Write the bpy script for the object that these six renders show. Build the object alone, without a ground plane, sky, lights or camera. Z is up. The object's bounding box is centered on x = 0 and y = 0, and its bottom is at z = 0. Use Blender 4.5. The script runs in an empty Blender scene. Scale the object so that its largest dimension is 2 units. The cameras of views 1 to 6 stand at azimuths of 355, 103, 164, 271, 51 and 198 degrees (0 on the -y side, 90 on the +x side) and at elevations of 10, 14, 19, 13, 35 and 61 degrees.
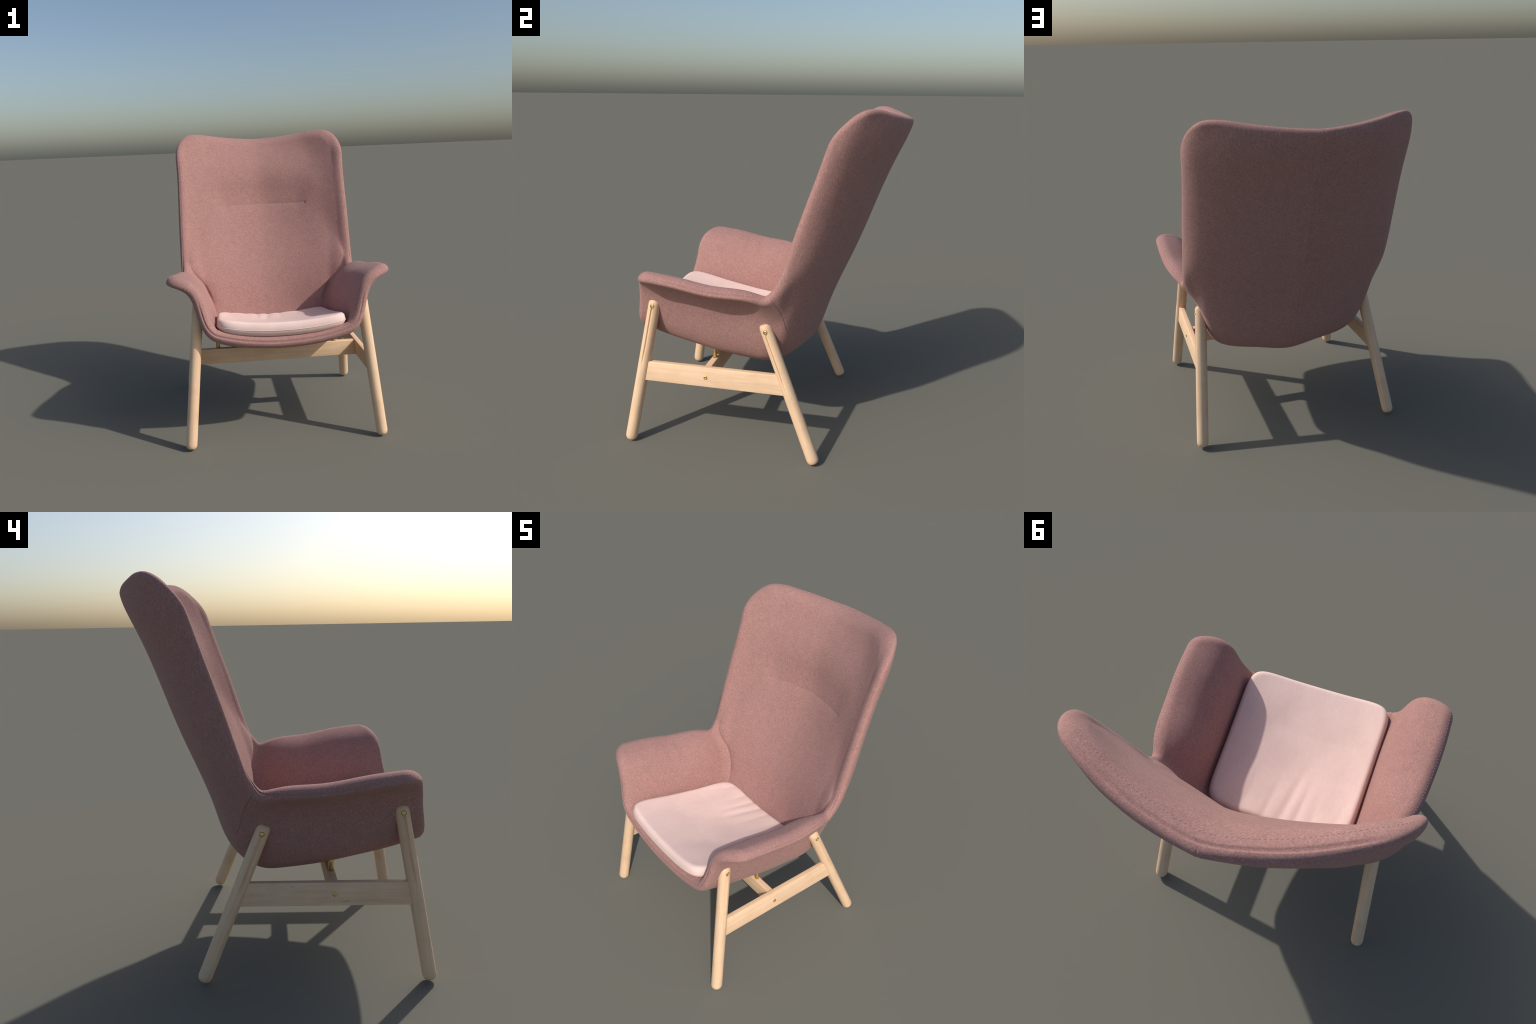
import bpy, bmesh, math, random
import numpy as np
from mathutils import Vector, Matrix

rng = np.random.default_rng(7)
random.seed(7)

# ------------------------------------------------------------------ helpers
def spline_matrix(k, q):
    """Natural cubic spline through knots k, evaluated at q: returns weights (len q, len k)."""
    n = len(k); h = np.diff(k)
    A = np.zeros((n, n)); B = np.zeros((n, n))
    A[0, 0] = A[-1, -1] = 1
    for i in range(1, n - 1):
        A[i, i - 1] = h[i - 1]; A[i, i] = 2 * (h[i - 1] + h[i]); A[i, i + 1] = h[i]
        B[i, i - 1] = 6 / h[i - 1]; B[i, i] = -6 / h[i - 1] - 6 / h[i]; B[i, i + 1] = 6 / h[i]
    S = np.linalg.solve(A, B)                      # second derivatives
    q = np.asarray(q, float); W = np.zeros((len(q), n)); row = np.arange(len(q))
    i = np.clip(np.searchsorted(k, q) - 1, 0, n - 2)
    a = (k[i + 1] - q) / h[i]; b = 1 - a
    W[row, i] += a; W[row, i + 1] += b
    W += ((a**3 - a)[:, None] * S[i] + (b**3 - b)[:, None] * S[i + 1]) * (h[i]**2 / 6)[:, None]
    return W

def smoothstep(a, b, x):
    t = np.clip((x - a) / (b - a), 0, 1)
    return t * t * (3 - 2 * t)

def add_object(name, mesh, parent=None, mat=None):
    ob = bpy.data.objects.new(name, mesh)
    bpy.context.scene.collection.objects.link(ob)
    if parent is not None:
        ob.parent = parent
    if mat is not None and not mesh.materials:
        mesh.materials.append(mat)
    return ob

def mesh_from(name, verts, faces, smooth=True):
    me = bpy.data.meshes.new(name)
    me.from_pydata([tuple(map(float, v)) for v in verts], [], [tuple(int(i) for i in f) for f in faces])
    me.polygons.foreach_set("use_smooth", [smooth] * len(me.polygons))
    me.update()
    return me

# ------------------------------------------------------------------ materials
def new_mat(name):
    m = bpy.data.materials.new(name); m.use_nodes = True
    nt = m.node_tree; nt.nodes.clear()
    out = nt.nodes.new("ShaderNodeOutputMaterial")
    bs = nt.nodes.new("ShaderNodeBsdfPrincipled")
    nt.links.new(bs.outputs[0], out.inputs[0])
    return m, nt, bs

def coords(nt, scale, rot=(0, 0, 0)):
    tc = nt.nodes.new("ShaderNodeTexCoord"); mp = nt.nodes.new("ShaderNodeMapping")
    mp.inputs["Scale"].default_value = scale; mp.inputs["Rotation"].default_value = rot
    nt.links.new(tc.outputs["Object"], mp.inputs[0])
    return mp.outputs[0]

def noise(nt, vec, scale, detail=3, rough=0.6):
    n = nt.nodes.new("ShaderNodeTexNoise")
    n.inputs["Scale"].default_value = scale; n.inputs["Detail"].default_value = detail
    n.inputs["Roughness"].default_value = rough
    nt.links.new(vec, n.inputs["Vector"])
    return n.outputs["Fac"]

def ramp(nt, fac, stops):
    r = nt.nodes.new("ShaderNodeValToRGB")
    els = r.color_ramp.elements
    while len(els) < len(stops):
        els.new(0.5)
    for e, (p, c) in zip(els, stops):
        e.position = p; e.color = c if len(c) == 4 else (*c, 1)
    nt.links.new(fac, r.inputs[0])
    return r.outputs[0]

def math_node(nt, op, a, b):
    m = nt.nodes.new("ShaderNodeMath"); m.operation = op
    for i, v in enumerate((a, b)):
        if isinstance(v, (int, float)):
            m.inputs[i].default_value = v
        else:
            nt.links.new(v, m.inputs[i])
    return m.outputs[0]

def mix_col(nt, fac, a, b, mode="MIX"):
    m = nt.nodes.new("ShaderNodeMix"); m.data_type = "RGBA"; m.blend_type = mode
    for i, v in ((0, fac), (6, a), (7, b)):
        if isinstance(v, (int, float)):
            m.inputs[i].default_value = v
        elif isinstance(v, tuple):
            m.inputs[i].default_value = (*v, 1) if len(v) == 3 else v
        else:
            nt.links.new(v, m.inputs[i])
    return m.outputs[2]

def bump(nt, bs, height, strength, dist):
    b = nt.nodes.new("ShaderNodeBump")
    b.inputs["Strength"].default_value = strength; b.inputs["Distance"].default_value = dist
    nt.links.new(height, b.inputs["Height"])
    nt.links.new(b.outputs[0], bs.inputs["Normal"])

def scale_col(c, k):
    return tuple(min(1, x * k) for x in c)

FABRIC = (0.373, 0.207, 0.184)
CUSHION = (0.83, 0.615, 0.555)
WOOD = (0.79, 0.55, 0.356)

def fabric_material():
    m, nt, bs = new_mat("heathered_rose_wool")
    # two thread directions (warp runs up the chair, weft runs across) and a soft mottle
    warp = noise(nt, coords(nt, (1, 1, 0.22)), 225, 2, 0.6)
    weft = noise(nt, coords(nt, (0.35, 0.35, 1)), 225, 2, 0.6)
    fine = noise(nt, coords(nt, (1, 1, 1)), 260, 2, 0.7)
    mott = noise(nt, coords(nt, (1, 1, 1)), 22, 4, 0.65)
    thread = math_node(nt, "ADD", math_node(nt, "MULTIPLY", warp, 0.62), math_node(nt, "MULTIPLY", weft, 0.38))
    thread = math_node(nt, "ADD", math_node(nt, "MULTIPLY", thread, 0.62), math_node(nt, "MULTIPLY", fine, 0.38))
    base = ramp(nt, thread, [(0.36, scale_col(FABRIC, 0.73)), (0.5, FABRIC), (0.64, scale_col(FABRIC, 1.33))])
    mot = ramp(nt, mott, [(0.3, (0.95, 0.95, 0.95)), (0.7, (1.04, 1.035, 1.035))])
    col = mix_col(nt, 1.0, base, mot, "MULTIPLY")
    nt.links.new(col, bs.inputs["Base Color"])
    bs.inputs["Roughness"].default_value = 0.95
    bs.inputs["Specular IOR Level"].default_value = 0.12
    bs.inputs["Sheen Weight"].default_value = 0.12
    bs.inputs["Sheen Roughness"].default_value = 0.5
    bs.inputs["Sheen Tint"].default_value = (0.95, 0.8, 0.78, 1)
    bump(nt, bs, thread, 0.35, 0.003)
    return m

def seam_material():
    m, nt, bs = new_mat("seam_thread")
    n = noise(nt, coords(nt, (1, 1, 1)), 300, 2)
    nt.links.new(ramp(nt, n, [(0.3, scale_col(FABRIC, 1.0)), (0.7, scale_col(FABRIC, 1.35))]), bs.inputs["Base Color"])
    bs.inputs["Roughness"].default_value = 0.9
    return m

def cushion_material():
    m, nt, bs = new_mat("pale_pink_cotton")
    big = noise(nt, coords(nt, (1.0, 0.45, 1)), 9, 4, 0.6)
    slub = noise(nt, coords(nt, (1, 0.25, 1)), 120, 3, 0.6)
    fleck = noise(nt, coords(nt, (1, 1, 1)), 75, 2, 0.5)
    base = ramp(nt, big, [(0.3, scale_col(CUSHION, 0.95)), (0.7, scale_col(CUSHION, 1.04))])
    s = ramp(nt, slub, [(0.3, (0.965, 0.96, 0.96)), (0.7, (1.02, 1.02, 1.02))])
    f = ramp(nt, fleck, [(0.0, (0.90, 0.88, 0.90)), (0.25, (0.90, 0.88, 0.90)), (0.29, (1, 1, 1)), (1.0, (1, 1, 1))])
    col = mix_col(nt, 1.0, mix_col(nt, 1.0, base, s, "MULTIPLY"), f, "MULTIPLY")
    nt.links.new(col, bs.inputs["Base Color"])
    bs.inputs["Roughness"].default_value = 0.9
    bs.inputs["Specular IOR Level"].default_value = 0.15
    bs.inputs["Sheen Weight"].default_value = 0.1
    bump(nt, bs, slub, 0.12, 0.002)
    return m

def wood_material(axis):
    """Pale birch; the grain runs along the given local axis."""
    m, nt, bs = new_mat("pale_birch_" + "xyz"[axis] + "_grain")
    long = [1, 1, 1]; long[axis] = 0.06
    fle = [1, 1, 1]; fle[axis] = 0.2
    streak = noise(nt, coords(nt, tuple(long)), 60, 4, 0.6)
    wide = noise(nt, coords(nt, (1, 1, 1)), 7, 3, 0.6)
    fleck = noise(nt, coords(nt, tuple(fle)), 55, 2, 0.5)
    knot = nt.nodes.new("ShaderNodeTexVoronoi"); knot.inputs["Scale"].default_value = 11
    nt.links.new(coords(nt, (1, 1, 1)), knot.inputs["Vector"])
    base = ramp(nt, streak, [(0.3, scale_col(WOOD, 0.90)), (0.5, WOOD), (0.7, scale_col(WOOD, 1.08))])
    w = ramp(nt, wide, [(0.3, (0.93, 0.90, 0.86)), (0.55, (1, 1, 1)), (0.8, (1.03, 1.03, 1.04))])
    f = ramp(nt, fleck, [(0.0, (0.80, 0.74, 0.64)), (0.24, (0.80, 0.74, 0.64)), (0.31, (1, 1, 1)), (1, (1, 1, 1))])
    k = ramp(nt, knot.outputs["Distance"], [(0.0, (0.66, 0.52, 0.38)), (0.04, (0.8, 0.7, 0.58)), (0.085, (1, 1, 1)), (1, (1, 1, 1))])
    col = mix_col(nt, 1.0, base, w, "MULTIPLY")
    col = mix_col(nt, 1.0, col, f, "MULTIPLY")
    col = mix_col(nt, 0.75, col, mix_col(nt, 1.0, col, k, "MULTIPLY"))
    nt.links.new(col, bs.inputs["Base Color"])
    bs.inputs["Roughness"].default_value = 0.55
    bs.inputs["Specular IOR Level"].default_value = 0.3
    bump(nt, bs, streak, 0.06, 0.002)
    return m

def brass_material():
    m, nt, bs = new_mat("yellow_brass")
    n = noise(nt, coords(nt, (1, 1, 1)), 60, 3)
    nt.links.new(ramp(nt, n, [(0.3, (0.72, 0.52, 0.19)), (0.7, (0.84, 0.65, 0.28))]), bs.inputs["Base Color"])
    bs.inputs["Metallic"].default_value = 0.9
    bs.inputs["Roughness"].default_value = 0.32
    return m

MAT_FABRIC = fabric_material(); MAT_SEAM = seam_material(); MAT_CUSHION = cushion_material()
MAT_WOOD_X = wood_material(0); MAT_WOOD_Y = wood_material(1); MAT_WOOD_Z = wood_material(2)
MAT_BRASS = brass_material()

# ------------------------------------------------------------------ the thing
chair = bpy.data.objects.new("armchair", None)
bpy.context.scene.collection.objects.link(chair)
chair["label"] = "high-backed rose wool armchair with pale cushion and birch legs"
chair["category"] = "armchair"

# ------------------------------------------------------------------ upholstered shell
# Cross-sections of the OUTER skin (right half, centre line first, rim last), walked
# from the front lip of the seat, round the hollow of the back, up to the head end.
def upright(y, pts):                       # section standing across the seat at depth y
    return [(x, y, z) for x, z in pts]

def back_line(z):                          # outer centre line of the back
    return float(np.interp(z, [.5, .6, .8, 1.03, 1.25, 1.48, 1.72, 1.95], [.205, .262, .352, .447, .536, .624, .722, .810]))
ROUND_BACK = [(0, -.008), (.15, -.026), (.29, -.062), (.42, -.113), (.52, -.174), (.594, -.240), (.635, -.300), (.651, -.356)]
SQUARE_BACK = [(0, -.006), (.19, -.028), (.36, -.077), (.47, -.122), (.548, -.166), (.604, -.218), (.639, -.268), (.655, -.318)]
def level(z, squareness):                  # horizontal section through the back at height z
    return [(a[0] * (1 - squareness) + b[0] * squareness, back_line(z) + a[1] * (1 - squareness) + b[1] * squareness, z)
            for a, b in zip(ROUND_BACK, SQUARE_BACK)]

SECTIONS = [
    [(0, -.765, .636), (.20, -.763, .648), (.36, -.758, .677), (.458, -.750, .715), (.514, -.733, .79), (.546, -.713, .90), (.597, -.705, 1.003), (.727, -.700, 1.046)],
    upright(-.60, [(0, .584), (.20, .596), (.37, .627), (.470, .680), (.520, .780), (.553, .892), (.606, .982), (.727, 1.034)]),
    upright(-.44, [(0, .542), (.20, .554), (.37, .586), (.472, .645), (.524, .757), (.555, .866), (.610, .962), (.728, 1.014)]),
    upright(-.22, [(0, .500), (.20, .512), (.38, .542), (.476, .608), (.527, .730), (.556, .840), (.610, .927), (.716, .974)]),
    upright(-.03, [(0, .474), (.20, .486), (.385, .520), (.478, .590), (.527, .715), (.553, .825), (.602, .910), (.690, .962)]),
    [(0, .112, .462), (.20, .100, .491), (.385, .093, .529), (.480, .090, .600), (.525, .084, .715), (.555, .076, .815), (.603, .068, .897), (.666, .056, .962)],
    [(0, .242, .560), (.20, .226, .573), (.373, .196, .605), (.471, .175, .671), (.525, .157, .754), (.560, .145, .842), (.608, .122, .915), (.657, .097, .979)],
    [(0, .336, .770), (.20, .316, .774), (.37, .278, .795), (.474, .244, .832), (.540, .209, .883), (.583, .181, .935), (.630, .158, .988), (.655, .128, 1.032)],
    level(1.12, 1.0),
    level(1.42, .45),
    level(1.72, 0),
    [(0, .785, 1.88), (.15, .768, 1.88), (.29, .728, 1.88), (.42, .672, 1.88), (.517, .606, 1.88), (.592, .540, 1.88), (.632, .484, 1.88), (.649, .422, 1.88)],
    [(0, .803, 1.95), (.15, .780, 1.957), (.29, .740, 1.971), (.40, .693, 1.986), (.480, .652, 1.997), (.556, .600, 1.997), (.605, .540, 1.992), (.634, .472, 1.980)],
]
# padding thickness at the same stations (centre ... rim)
THICK = [
    [.074, .074, .074, .070, .064, .064, .068, .068],
    [.085, .085, .082, .080, .087, .090, .080, .067],
    [.090, .090, .085, .085, .097, .100, .082, .067],
    [.092, .092, .087, .087, .099, .102, .082, .067],
    [.100, .100, .095, .088, .095, .094, .080, .067],
    [.114, .114, .110, .100, .090, .081, .072, .066],
    [.138, .137, .132, .116, .096, .081, .070, .062],
    [.148, .148, .145, .132, .111, .090, .073, .058],
    [.136, .136, .136, .133, .121, .101, .080, .056],
    [.141, .141, .139, .131, .118, .100, .079, .055],
    [.172, .171, .165, .150, .128, .104, .081, .056],
    [.142, .141, .137, .126, .111, .094, .077, .058],
    [.104, .104, .101, .096, .089, .080, .070, .062],
]

def full_width(rows, axis_flip):
    out = []
    for r in rows:
        left = [tuple((-p[0], p[1], p[2])) if axis_flip else p for p in r[:0:-1]]
        out.append(left + list(r))
    return np.array(out, float)

EVEN_OUT = .028
ARM_TIP = (.18, .16); HEAD_CORNER = (.19, .21)     # corner radii along / across the patch
net = full_width(SECTIONS, True)                     # (13, 15, 3)
net[..., 1] += .010 * net[..., 0] * smoothstep(.6, 1.1, net[..., 2])   # the back sits very slightly askew
net[..., 2] += (.020 * smoothstep(.55, .68, net[..., 0]) + .009 * smoothstep(.55, .68, -net[..., 0])) * (1 - smoothstep(-.02, .12, net[..., 1]))   # one arm was pulled a little higher
thk = full_width(THICK, False)[..., None]            # (13, 15, 1)
nR, nC = net.shape[:2]
kt = np.concatenate([[0], np.cumsum(np.linalg.norm(np.diff(net, axis=0), axis=2).mean(1))])
ku = np.concatenate([[0], np.cumsum(np.linalg.norm(np.diff(net, axis=1), axis=2).mean(0))])

def spacing(total, n, edge, m):
    """n even steps, with m extra-fine steps (quarter-circle spacing) inside `edge` at both ends."""
    a = edge * (1 - np.cos(np.linspace(0, np.pi / 2, m)))
    mid = np.linspace(edge, total - edge, n)[1:-1]
    return np.concatenate([a, mid, total - a[::-1]])

qt = spacing(kt[-1], 250, .05, 12)
seam_t = kt[6] + .35 * (kt[7] - kt[6])                # where the arm panels are sewn to the back
qt = np.unique(np.concatenate([qt[(np.abs(qt - seam_t) > .012) & (np.abs(qt - kt[9] - .015) > .05)],
                               seam_t + np.array([-.012, -.008, -.005, -.0025, 0, .0025, .005, .008, .012]),
                               np.arange(kt[9] - .035, kt[9] + .0651, .0028)]))
qu = spacing(ku[-1], 190, .05, 12)
u_mid = ku[-1] / 2; lip_u = ku[nC // 2 + 3] - u_mid   # centre-back seam, and the lip-to-arm seams
fine = np.array([-.009, -.006, -.004, -.002, 0, .002, .004, .006, .009])
lines = (u_mid - lip_u, u_mid, u_mid + lip_u)
qu = np.unique(np.concatenate([qu[np.min([np.abs(qu - l) for l in lines], axis=0) > .0105]] + [l + fine for l in lines]))
# round off the four corners of the patch: arm tips (start) and head corners (end)
TG, UG = np.meshgrid(qt, qu, indexing="ij")
def round_corner(tg, ug, t0, u0, st, su, rt, ru):
    p = 1 - (tg - t0) * st / rt; q = 1 - (ug - u0) * su / ru
    m = (p > 0) & (q > 0)
    p2, q2 = p * np.sqrt(np.clip(1 - q * q / 2, 0, 1)), q * np.sqrt(np.clip(1 - p * p / 2, 0, 1))
    return np.where(m, t0 + st * rt * (1 - p2), tg), np.where(m, u0 + su * ru * (1 - q2), ug)
for t0, st, rt, ru in ((0, 1, ARM_TIP[0], ARM_TIP[1]), (kt[-1], -1, HEAD_CORNER[0], HEAD_CORNER[1])):
    for u0, su in ((0, 1), (ku[-1], -1)):
        TG, UG = round_corner(TG, UG, t0, u0, st, su, rt, ru)

def surface(table, tg, ug):
    A = spline_matrix(kt, tg.ravel()); B = spline_matrix(ku, ug.ravel())
    return np.einsum("ni,ijk,nj->nk", A, table, B, optimize=True).reshape(*tg.shape, -1)
O = surface(net, TG, UG)
TH = surface(thk, TG, UG)
# direction the padding builds in: surface normals, evened out over a few centimetres
ct, cu = np.linspace(0, kt[-1], 300), np.linspace(0, ku[-1], 220)
CO = np.einsum("ri,ijk,cj->rck", spline_matrix(kt, ct), net, spline_matrix(ku, cu))
CN = np.cross(np.gradient(CO, cu, axis=1), np.gradient(CO, ct, axis=0))
CN /= np.linalg.norm(CN, axis=2, keepdims=True)
for axis, step in ((0, ct[1]), (1, cu[1])):
    k = np.arange(-9, 10); g = np.exp(-(k * step / EVEN_OUT) ** 2 / 2); g /= g.sum()
    pad = [(0, 0)] * 3; pad[axis] = (9, 9)
    P = np.pad(CN, pad, mode="edge"); n_ = CN.shape[axis]
    CN = sum(w * np.take(P, np.arange(i, i + n_), axis=axis) for i, w in enumerate(g))
fi, fj = TG / ct[1], UG / cu[1]
i0 = np.clip(fi.astype(int), 0, len(ct) - 2); j0 = np.clip(fj.astype(int), 0, len(cu) - 2)
a_, b_ = (fi - i0)[..., None], (fj - j0)[..., None]
N = (CN[i0, j0] * (1 - a_) + CN[i0 + 1, j0] * a_) * (1 - b_) + (CN[i0, j0 + 1] * (1 - a_) + CN[i0 + 1, j0 + 1] * a_) * b_
N /= np.linalg.norm(N, axis=2, keepdims=True)
# on the backrest the padding builds straight forward, so the head end stays level
lift = smoothstep(1.0, 1.5, O[..., 2])
N[..., 2] *= 1 - lift
N /= np.linalg.norm(N, axis=2, keepdims=True)
# the rim seam lies towards the outer skin along the head and the arm rolls, midway elsewhere
towards_out = np.maximum(smoothstep(1.70, 1.94, O[..., 2]),
                         smoothstep(.56, .66, np.abs(O[..., 0])) * (1 - smoothstep(-.05, .15, O[..., 1])))[..., None]
out_half = TH * (.5 - .19 * towards_out)
in_half = TH - out_half
M = O + N * out_half
border = np.concatenate([M[0, :-1], M[:-1, -1], M[-1, :0:-1], M[:0:-1, 0]])      # closed rim loop
nxt = np.roll(border, -1, 0)
flat = M.reshape(-1, 3)
def to_segment(p, a, b):
    ab = b - a
    t = np.clip(((p - a) * ab).sum(1) / np.maximum((ab * ab).sum(1), 1e-12), 0, 1)[:, None]
    return np.linalg.norm(p - a - ab * t, axis=1)
dist = np.empty(len(flat))
for i in range(0, len(flat), 4000):
    p = flat[i:i + 4000]
    near = ((p[:, None, :] - border[None]) ** 2).sum(2).argmin(1)
    before = (near - 1) % len(border)
    dist[i:i + 4000] = np.minimum(to_segment(p, border[near], nxt[near]), to_segment(p, border[before], border[near]))
dist = dist.reshape(M.shape[:2])
def rolled(depth, radius):                           # quarter-round towards the rim
    q = np.clip(dist / np.minimum(depth[..., 0], radius), 0, 1)
    return np.sqrt(np.clip(1 - (1 - q) ** 2, 0, 1))[..., None]
roundness = rolled(in_half, .058)
inner = M + N * in_half * roundness
outer = M - N * out_half * rolled(out_half, .036)

# --- relief on the padding: lumbar tuck line with a button pull at each end, soft centre-back seam
x, z = inner[..., 0], inner[..., 2]
on_back = smoothstep(1.15, 1.25, z)
tuck_z = 1.434 + .03 * x ** 2
s = z - tuck_z
reach = 1 - smoothstep(.27, .36, np.abs(x))
above = np.exp(-np.clip(s, 0, None) / .035); below = np.exp(-np.clip(-s, 0, None) / .05)
tuck = np.where(s > 0, above, below) * .013 * reach
up = np.clip(s, 0, None) / .07
tuck += .004 * up * np.exp(1 - up) * (1 - smoothstep(.30, .44, np.abs(x)))
for sx in (-1, 1):
    r2 = (x - sx * .331) ** 2 + s ** 2
    tuck += .002 * np.exp(-r2 / .03 ** 2) + .005 * np.exp(-r2 / .007 ** 2)
tuck += .013 * np.exp(-((s - .085) / .115) ** 2) * (1 - smoothstep(.26, .46, np.abs(x)))   # slack above the tuck
inner -= N * (tuck * on_back)[..., None]
# slow unevenness of hand-pulled fabric
wob = .0012 * (np.sin(7 * x + 3 * z) * np.sin(9 * z + 1.3) + np.sin(13 * x - 5 * inner[..., 1]) * np.sin(6 * z))
inner += N * (wob * roundness[..., 0])[..., None]
xo, zo = outer[..., 0], outer[..., 2]
seam_zone = smoothstep(.42, .6, zo) * smoothstep(.05, .2, outer[..., 1]) * roundness[..., 0]
outer -= N * (seam_zone * (.010 * np.exp(-np.abs(xo) / .07) - .0035 * np.exp(-(xo / .004) ** 2)))[..., None]
# sewn seam between arm panels and back: a fine groove on both skins
sewn = .0035 * np.exp(-((TG - seam_t) / .0035) ** 2) * smoothstep(.38, .5, np.abs(M[..., 0]))
lip_sewn = .004 * np.exp(-((np.abs(UG - u_mid) - lip_u) / .003) ** 2) * (1 - smoothstep(.05, .12, TG))
inner -= N * (sewn * .2 + lip_sewn * roundness[..., 0])[..., None]; outer += N * sewn[..., None]
# groove of the piped seam along the rim
rim_groove = .0075 * np.exp(-(dist / .004) ** 2)
inward = np.zeros_like(M)
inward[0] = M[3] - M[0]; inward[-1] = M[-4] - M[-1]
inward[:, 0] += M[:, 3] - M[:, 0]; inward[:, -1] += M[:, -4] - M[:, -1]
ln = np.linalg.norm(inward, axis=2, keepdims=True)
inward = inward / np.where(ln > 0, ln, 1)
for _ in range(6):
    inward[0, 1:-1] = (inward[0, :-2] + inward[0, 2:]) / 2; inward[-1, 1:-1] = (inward[-1, :-2] + inward[-1, 2:]) / 2
corners = np.array([M[0, 0], M[0, -1], M[-1, 0], M[-1, -1]])
to_corner = np.sqrt(((M[:, :, None, :] - corners) ** 2).sum(3)).min(2)
rim_groove = rim_groove * smoothstep(.12, .24, to_corner)
rim_groove = rim_groove * (1 - .75 * smoothstep(1.02, 1.12, M[..., 2]) * (1 - smoothstep(1.84, 1.92, M[..., 2])))
inner += inward * rim_groove[..., None]; outer += inward * rim_groove[..., None]

R, Cn = M.shape[:2]
idx = np.arange(R * Cn).reshape(R, Cn)
inner_id = idx.copy()
outer_id = idx + R * Cn
for a in (np.s_[0, :], np.s_[-1, :], np.s_[:, 0], np.s_[:, -1]):
    outer_id[a] = inner_id[a]                        # both skins share the rim
verts = np.concatenate([inner.reshape(-1, 3), outer.reshape(-1, 3)])
quads, region = [], []
t_seam = int(np.argmin(np.abs(qt - seam_t)))                    # arm / back seam
wall = np.abs(np.arange(Cn) - (Cn - 1) / 2)
u_wall = int(np.argmin(np.abs(qu - u_mid - lip_u)))             # where seat turns up into arm
u_wall = u_wall - (Cn - 1) / 2
for skin, flip in ((inner_id, False), (outer_id, True)):
    q = np.stack([skin[:-1, :-1], skin[:-1, 1:], skin[1:, 1:], skin[1:, :-1]], -1)
    if flip:
        q = q[..., ::-1]
    rr, cc = np.meshgrid(np.arange(R - 1), np.arange(Cn - 1), indexing="ij")
    off = cc + .5 - (Cn - 1) / 2
    reg = np.where(rr >= t_seam, 0, np.where(off > u_wall, 1, np.where(off < -u_wall, 2, 3)))
    quads.append(q.reshape(-1, 4)); region.append(reg.ravel())
quads = np.concatenate(quads); region = np.concatenate(region)

# whole-body normals, so the split parts show no break in shading
fa, fb, fc, fd = (verts[quads[:, i]] for i in range(4))
fn = np.cross(fc - fa, fd - fb)
vn = np.zeros_like(verts)
for i in range(4):
    np.add.at(vn, quads[:, i], fn)
vn /= np.maximum(np.linalg.norm(vn, axis=1, keepdims=True), 1e-12)

for reg, name in ((0, "backrest"), (1, "armrest"), (2, "armrest"), (3, "seat_shell")):
    f = quads[region == reg]
    used, inv = np.unique(f, return_inverse=True)
    me = mesh_from(name, verts[used], inv.reshape(-1, 4))
    me.normals_split_custom_set_from_vertices([tuple(n) for n in vn[used]])
    add_object(name, me, chair, MAT_FABRIC)

# --- stitches: a row of short thread loops on the padding side of the rim seam
def stitch_row(path_pts, nrm, pitch, size):
    seg = np.linalg.norm(np.diff(path_pts, axis=0), axis=1)
    acc = np.concatenate([[0], np.cumsum(seg)])
    vs, fs = [], []
    for a in np.arange(pitch, acc[-1] - pitch, pitch):
        p = np.array([np.interp(a, acc, path_pts[:, k]) for k in range(3)])
        p2 = np.array([np.interp(a + 1e-3, acc, path_pts[:, k]) for k in range(3)])
        n = np.array([np.interp(a, acc, nrm[:, k]) for k in range(3)]); n /= np.linalg.norm(n)
        t = p2 - p; t /= np.linalg.norm(t); b = np.cross(n, t)
        L, W_, H = size
        base = len(vs)
        for k, rr_ in ((-1, .0), (-.6, .8), (0, 1), (.6, .8), (1, .0)):
            for ang in np.linspace(0, 2 * np.pi, 6, endpoint=False):
                vs.append(p + t * k * L / 2 + b * np.cos(ang) * W_ / 2 * rr_ + n * (np.sin(ang) * H * rr_))
        for r_ in range(4):
            for c_ in range(6):
                fs.append((base + r_ * 6 + c_, base + r_ * 6 + (c_ + 1) % 6, base + (r_ + 1) * 6 + (c_ + 1) % 6, base + (r_ + 1) * 6 + c_))
    return vs, fs

sv, sf = [], []
def put_row(line_ids, pitch=.017, size=(.0095, .0035, .0016)):
    v, f = stitch_row(verts[line_ids], vn[line_ids], pitch, size)
    off = len(sv); sv.extend(v); sf.extend(tuple(i + off for i in q) for q in f)
depth = 5
put_row(inner_id[-1 - depth, depth:-depth])
put_row(inner_id[16:t_seam, 3]); put_row(inner_id[16:t_seam, -4])
stitches = add_object("stitching", mesh_from("stitching", sv, sf), chair, MAT_SEAM)
stitches["kind"] = "stuff"

# ------------------------------------------------------------------ seat cushion
def seat_height(px, py):
    """Inner seat surface the cushion rests on."""
    zc = np.interp(py, [-.80, -.75, -.60, -.44, -.22, -.03, .11, .2], [.706, .696, .660, .622, .582, .556, .540, .535])
    return zc + .042 * (np.abs(px) / .40) ** 2.2

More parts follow.
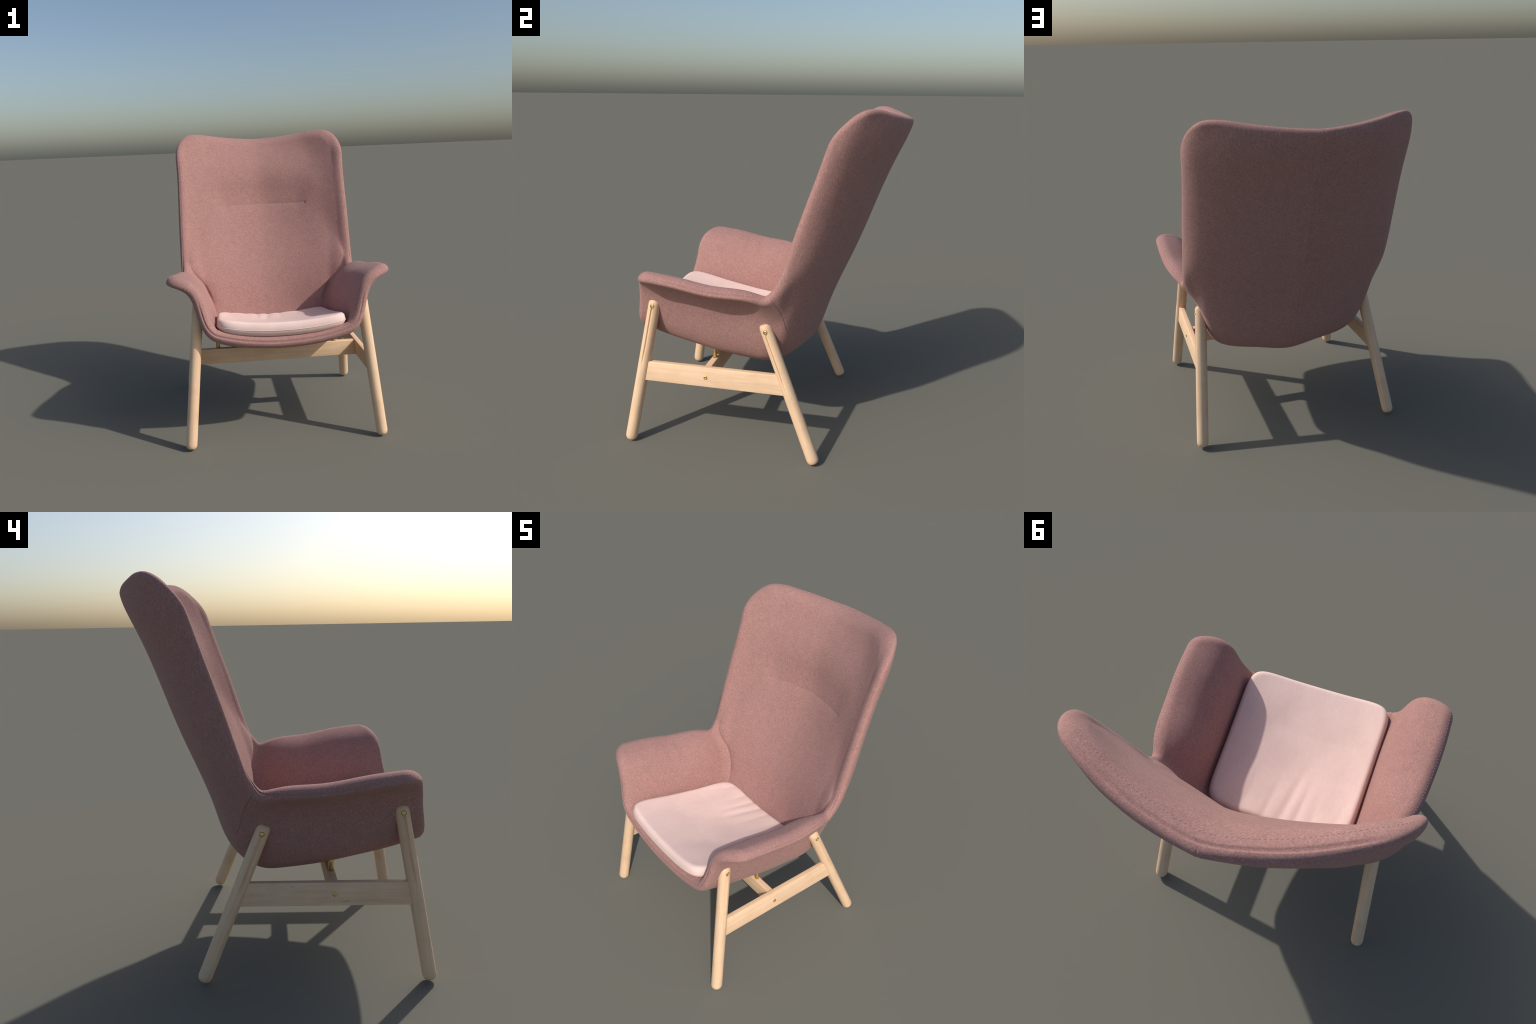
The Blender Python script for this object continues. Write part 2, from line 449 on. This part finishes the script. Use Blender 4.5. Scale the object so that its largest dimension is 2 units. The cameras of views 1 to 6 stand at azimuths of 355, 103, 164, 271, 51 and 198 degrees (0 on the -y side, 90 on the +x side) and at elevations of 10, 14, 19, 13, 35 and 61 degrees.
def build_cushion():
    y_front, y_back = -.747, .095
    def half_width(py):
        t = (py - y_front) / (y_back - y_front)
        return .422 - .018 * t
    ni, nj, nk = 96, 96, 20
    vs = []
    g = np.linspace(-1, 1, ni)
    A, B = np.meshgrid(g, g, indexing="ij")
    # square -> rounded square footprint
    p = 9.0
    mx = np.maximum(np.abs(A), np.abs(B))
    lp = (np.abs(A) ** p + np.abs(B) ** p) ** (1 / p)
    k = np.where(lp > 0, mx / np.maximum(lp, 1e-9), 1)
    A2, B2 = A * k, B * k
    ease = lambda s: np.sign(s) * (1 - (1 - np.abs(s)) ** 1.0)
    Y = y_front + (B2 + 1) / 2 * (y_back - y_front) + .012 * A2 ** 2 * (B2 < 0) * np.abs(B2)
    X = A2 * half_width(Y)
    edge = 1 - mx                                         # 0 at the border
    d_edge = edge * .40
    r = .032
    e_ = np.clip(d_edge / r, 0, 1)
    rd = np.sqrt(np.clip(1 - (1 - e_) ** 2, 0, 1))
    zb = seat_height(X, Y) + .004
    T = .096 + .006 * (1 - mx ** 2)
    midz = zb + T * .45
    top = midz + T * .55 * rd
    bot = midz - T * .45 * np.sqrt(np.clip(1 - (1 - np.clip(d_edge / .06, 0, 1)) ** 2, 0, 1))
    # pulled creases that run forward from the back edge
    wr = np.zeros_like(X)
    for cx, w, a, y0, sl in ((-.10, .020, .009, -.16, .10), (-.02, .024, .011, -.22, .16), (.07, .022, .008, -.12, .10), (-.19, .020, .006, -.08, -.05), (.20, .03, .006, -.15, .12), (-.30, .018, .005, -.10, .2)):
        fade = smoothstep(y0 - .12, y0 + .18, Y)
        wr += -.55 * a * fade * np.exp(-((X - cx - sl * (Y - .05)) / w) ** 2)
    wr += .003 * np.sin(5 * X + 2.2) * np.sin(6 * Y + .6) + .0018 * np.sin(17 * X - 6 * Y) * np.sin(9 * Y)
    wr -= .012 * np.exp(-((X - .02) ** 2 / .22 ** 2 + (Y + .28) ** 2 / .28 ** 2))
    top += wr * rd ** 2
    # gathered puckers on the border, and the welt groove round the middle
    n = ni * ni
    ids_t = np.arange(n).reshape(ni, ni); ids_b = ids_t + n
    for a_ in (np.s_[0, :], np.s_[-1, :], np.s_[:, 0], np.s_[:, -1]):
        ids_b[a_] = ids_t[a_]
    V = np.concatenate([np.stack([X, Y, top], -1).reshape(-1, 3), np.stack([X, Y, bot], -1).reshape(-1, 3)])
    F = []
    for ids, fl in ((ids_t, False), (ids_b, True)):
        q = np.stack([ids[:-1, :-1], ids[1:, :-1], ids[1:, 1:], ids[:-1, 1:]], -1).reshape(-1, 4)
        F.append(q[:, ::-1] if fl else q)
    F = np.concatenate(F)
    used, inv = np.unique(F, return_inverse=True)
    ring = np.concatenate([ids_t[:, 0], ids_t[-1, 1:], ids_t[-2::-1, -1], ids_t[0, -2:0:-1]])
    return V[used], inv.reshape(-1, 4), V[ring]

cv, cf, ring = build_cushion()
me = mesh_from("seat_cushion", cv, cf)
cushion = add_object("seat_cushion", me, chair, MAT_CUSHION)
bm = bmesh.new(); bm.from_mesh(me); bmesh.ops.recalc_face_normals(bm, faces=bm.faces); bm.to_mesh(me); bm.free()

def tube(path, radius, sides=8):
    path = np.asarray(path); n = len(path); vs, fs = [], []
    for i in range(n):
        t = path[(i + 1) % n] - path[i - 1]; t = t / np.linalg.norm(t)
        a = np.cross(t, (0, 0, 1)); a = a / np.linalg.norm(a); b = np.cross(t, a)
        for k in range(sides):
            w = 2 * np.pi * k / sides
            vs.append(path[i] + radius * (np.cos(w) * a + np.sin(w) * b))
    for i in range(n):
        for k in range(sides):
            j = (i + 1) % n
            fs.append((i * sides + k, i * sides + (k + 1) % sides, j * sides + (k + 1) % sides, j * sides + k))
    return vs, fs
cen = ring.mean(0)
welt_path = ring + (cen - ring) * np.array([.004, .004, 0])
pv, pf = tube(welt_path, .0026)
add_object("cushion_welt", mesh_from("cushion_welt", pv, pf), cushion, MAT_CUSHION)

# ------------------------------------------------------------------ wooden frame
def leg_mesh(length, bolt_at, radius=.0355):
    """Round leg along local z with domed ends; a shallow channel runs down the outer (+x) side."""
    dome = .030
    zs = list(dome * (1 - np.cos(np.linspace(.0, np.pi / 2, 7)))) + list(np.linspace(dome, length - .028, 70)[1:-1])
    top = length - .028 + .028 * np.sin(np.linspace(0, np.pi / 2, 7))
    zs += list(top)
    n = 128; vs, fs = [], []
    ang = np.linspace(0, 2 * np.pi, n, endpoint=False)
    for zv in zs:
        r = radius
        if zv < dome:
            r = radius * (.50 + .50 * math.sqrt(max(0, 1 - (1 - zv / dome) ** 2)))
        if zv > length - .028:
            q = (zv - (length - .028)) / .028
            r = radius * (.55 + .45 * math.sqrt(max(0, 1 - q ** 2)))
        g = smoothstep(bolt_at - .42, bolt_at - .24, np.array(zv)) * (1 - smoothstep(bolt_at - .012, bolt_at - .002, np.array(zv)))
        a = (ang + np.pi) % (2 * np.pi) - np.pi
        rr_ = r - .0085 * g * (1 - smoothstep(.13, .18, np.abs(a)))
        # seat of the bolt
        d2 = (radius * np.sin(a)) ** 2 + (zv - bolt_at) ** 2
        for k in range(n):
            vs.append((rr_[k] * math.cos(ang[k]), rr_[k] * math.sin(ang[k]), zv))
    m_ = len(zs)
    for i in range(m_ - 1):
        for k in range(n):
            fs.append((i * n + k, i * n + (k + 1) % n, (i + 1) * n + (k + 1) % n, (i + 1) * n + k))
    fs.append(tuple(reversed(range(n)))); fs.append(tuple((m_ - 1) * n + k for k in range(n)))
    me = mesh_from("leg", vs, fs)
    me.materials.append(MAT_WOOD_Z)
    # counterbore for the bolt head
    bm = bmesh.new()
    bmesh.ops.create_cone(bm, cap_ends=True, segments=32, radius1=.0135, radius2=.0135, depth=.02,
                          matrix=Matrix.Translation((radius + .003, 0, bolt_at)) @ Matrix.Rotation(math.pi / 2, 4, 'Y'))
    cut = bpy.data.meshes.new("bore"); bm.to_mesh(cut); bm.free()
    ob, cutter = add_object("leg_blank", me), add_object("bore", cut)
    mod = ob.modifiers.new("bore", 'BOOLEAN'); mod.operation = 'DIFFERENCE'; mod.solver = 'EXACT'; mod.object = cutter
    bpy.context.view_layer.update()
    dg = bpy.context.evaluated_depsgraph_get()
    out = bpy.data.meshes.new_from_object(ob.evaluated_get(dg))
    for o in (ob, cutter):
        bpy.data.objects.remove(o)
    out.name = "leg"
    out.set_sharp_from_angle(angle=math.radians(40))
    return out

def screw_mesh(r=.0115):
    """Button-head screw along local z with a hexagonal socket."""
    n = 24; rings = []
    for rad_, h, hexed in ((r, -.006, 0), (r, .0008, 0), (r * .9, .003, 0), (r * .7, .0042, 0), (r * .52, .0045, 1), (r * .48, .0040, 1), (r * .46, .0005, 1)):
        ringv = []
        for k in range(n):
            a = 2 * np.pi * k / n
            rr_ = rad_
            if hexed:
                rr_ = rad_ * math.cos(math.pi / 6) / math.cos((a % (math.pi / 3)) - math.pi / 6) * 1.06
            ringv.append((rr_ * math.cos(a), rr_ * math.sin(a), h))
        rings.append(ringv)
    vs = [v for r_ in rings for v in r_]; fs = []
    for i in range(len(rings) - 1):
        for k in range(n):
            fs.append((i * n + k, i * n + (k + 1) % n, (i + 1) * n + (k + 1) % n, (i + 1) * n + k))
    fs.append(tuple((len(rings) - 1) * n + k for k in range(n)))
    me = mesh_from("screw", vs, fs, False)
    me.materials.append(MAT_BRASS)
    return me
SCREW = screw_mesh()

def place_screw(parent, local_point, local_dir):
    ob = add_object("screw", SCREW, parent)
    q = Vector(local_dir).to_track_quat('Z', 'Y')
    ob.matrix_local = Matrix.Translation(Vector(local_point)) @ q.to_matrix().to_4x4()
    return ob

# (foot centre, axis point beside the bolt, length past the bolt) for the right-hand legs
FRONT_LEG = (Vector((.6172, -.7605, .0105)), Vector((.533, -.612, .857)), .036)
BACK_LEG = (Vector((.6202, .375, .0135)), Vector((.540, .072, .762)), .044)
for foot, bolt, over in (FRONT_LEG, BACK_LEG):
    axis = bolt - foot
    bolt_at = axis.length
    me = leg_mesh(bolt_at + over, bolt_at)
    for side in (1, -1):
        f = Vector((foot.x * side, foot.y, foot.z)); b = Vector((bolt.x * side, bolt.y, bolt.z))
        zax = (b - f).normalized()
        xax = Vector((side, 0, 0)); xax = (xax - zax * xax.dot(zax)).normalized()
        yax = zax.cross(xax)
        mat = Matrix((xax, yax, zax)).transposed().to_4x4(); mat.translation = f
        leg = add_object("leg", me, chair)
        leg.matrix_local = mat
        place_screw(leg, (.0315, 0, bolt_at), (1, 0, 0))

def axis_at(leg, zv):
    foot, bolt, _ = leg
    return foot.lerp(bolt, (zv - foot.z) / (bolt.z - foot.z))

def board(name, corners_bottom, corners_top, origin, mat, bevel=.004):
    """Sawn board from its four bottom and four top corners, edges eased."""
    bm = bmesh.new()
    vb = [bm.verts.new(Vector(c) - origin) for c in corners_bottom]
    vt = [bm.verts.new(Vector(c) - origin) for c in corners_top]
    bm.faces.new(vb[::-1]); bm.faces.new(vt)
    for i in range(4):
        j = (i + 1) % 4
        bm.faces.new((vb[i], vb[j], vt[j], vt[i]))
    bmesh.ops.recalc_face_normals(bm, faces=bm.faces)
    bmesh.ops.bevel(bm, geom=list(bm.edges), offset=bevel, segments=3, affect='EDGES', profile=.5)
    me = bpy.data.meshes.new(name); bm.to_mesh(me); bm.free()
    me.materials.append(mat)
    me.polygons.foreach_set("use_smooth", [True] * len(me.polygons))
    me.set_sharp_from_angle(angle=math.radians(35))
    ob = add_object(name, me, chair); ob.location = origin
    return ob

RAIL_Z = (.400, .516)
for side in (1, -1):
    lo, hi = [], []
    for zv, lst in ((RAIL_Z[0], lo), (RAIL_Z[1], hi)):
        a, b = axis_at(FRONT_LEG, zv), axis_at(BACK_LEG, zv)
        w = .0175
        lst += [(side * (a.x - w), a.y, zv), (side * (a.x + w), a.y, zv), (side * (b.x + w), b.y, zv), (side * (b.x - w), b.y, zv)]
    zc = sum(RAIL_Z) / 2
    a, b = axis_at(FRONT_LEG, zc), axis_at(BACK_LEG, zc)
    rail = board("side_rail", lo, hi, Vector((side * a.x, -.283, zc)), MAT_WOOD_Y)
    place_screw(rail, (side * .0185, 0, -.001), (side, 0, -.0))

cy, ch = -.283, .020
xr = .553
cross = board("cross_rail",
              [(-xr - .008, cy - ch, .404), (xr + .008, cy - ch, .404), (xr + .008, cy + ch, .404), (-xr - .008, cy + ch, .404)],
              [(-xr, cy - ch, .509), (xr, cy - ch, .509), (xr, cy + ch, .509), (-xr, cy + ch, .509)],
              Vector((0, cy, .456)), MAT_WOOD_X)

def turned(name, profile, n=32):
    vs, fs = [], []
    for r, h in profile:
        for k in range(n):
            a = 2 * np.pi * k / n
            vs.append((r * math.cos(a), r * math.sin(a), h))
    for i in range(len(profile) - 1):
        for k in range(n):
            fs.append((i * n + k, i * n + (k + 1) % n, (i + 1) * n + (k + 1) % n, (i + 1) * n + k))
    me = mesh_from(name, vs, fs)
    me.materials.append(MAT_BRASS)
    return me
POST = turned("support_post", [(0.0005, 0), (.0135, 0), (.0135, .085), (.0105, .089), (.0005, .09)])
for side in (1, -1):
    ob = add_object("support_post", POST, chair)
    ob.location = (side * .409, cy, .500)
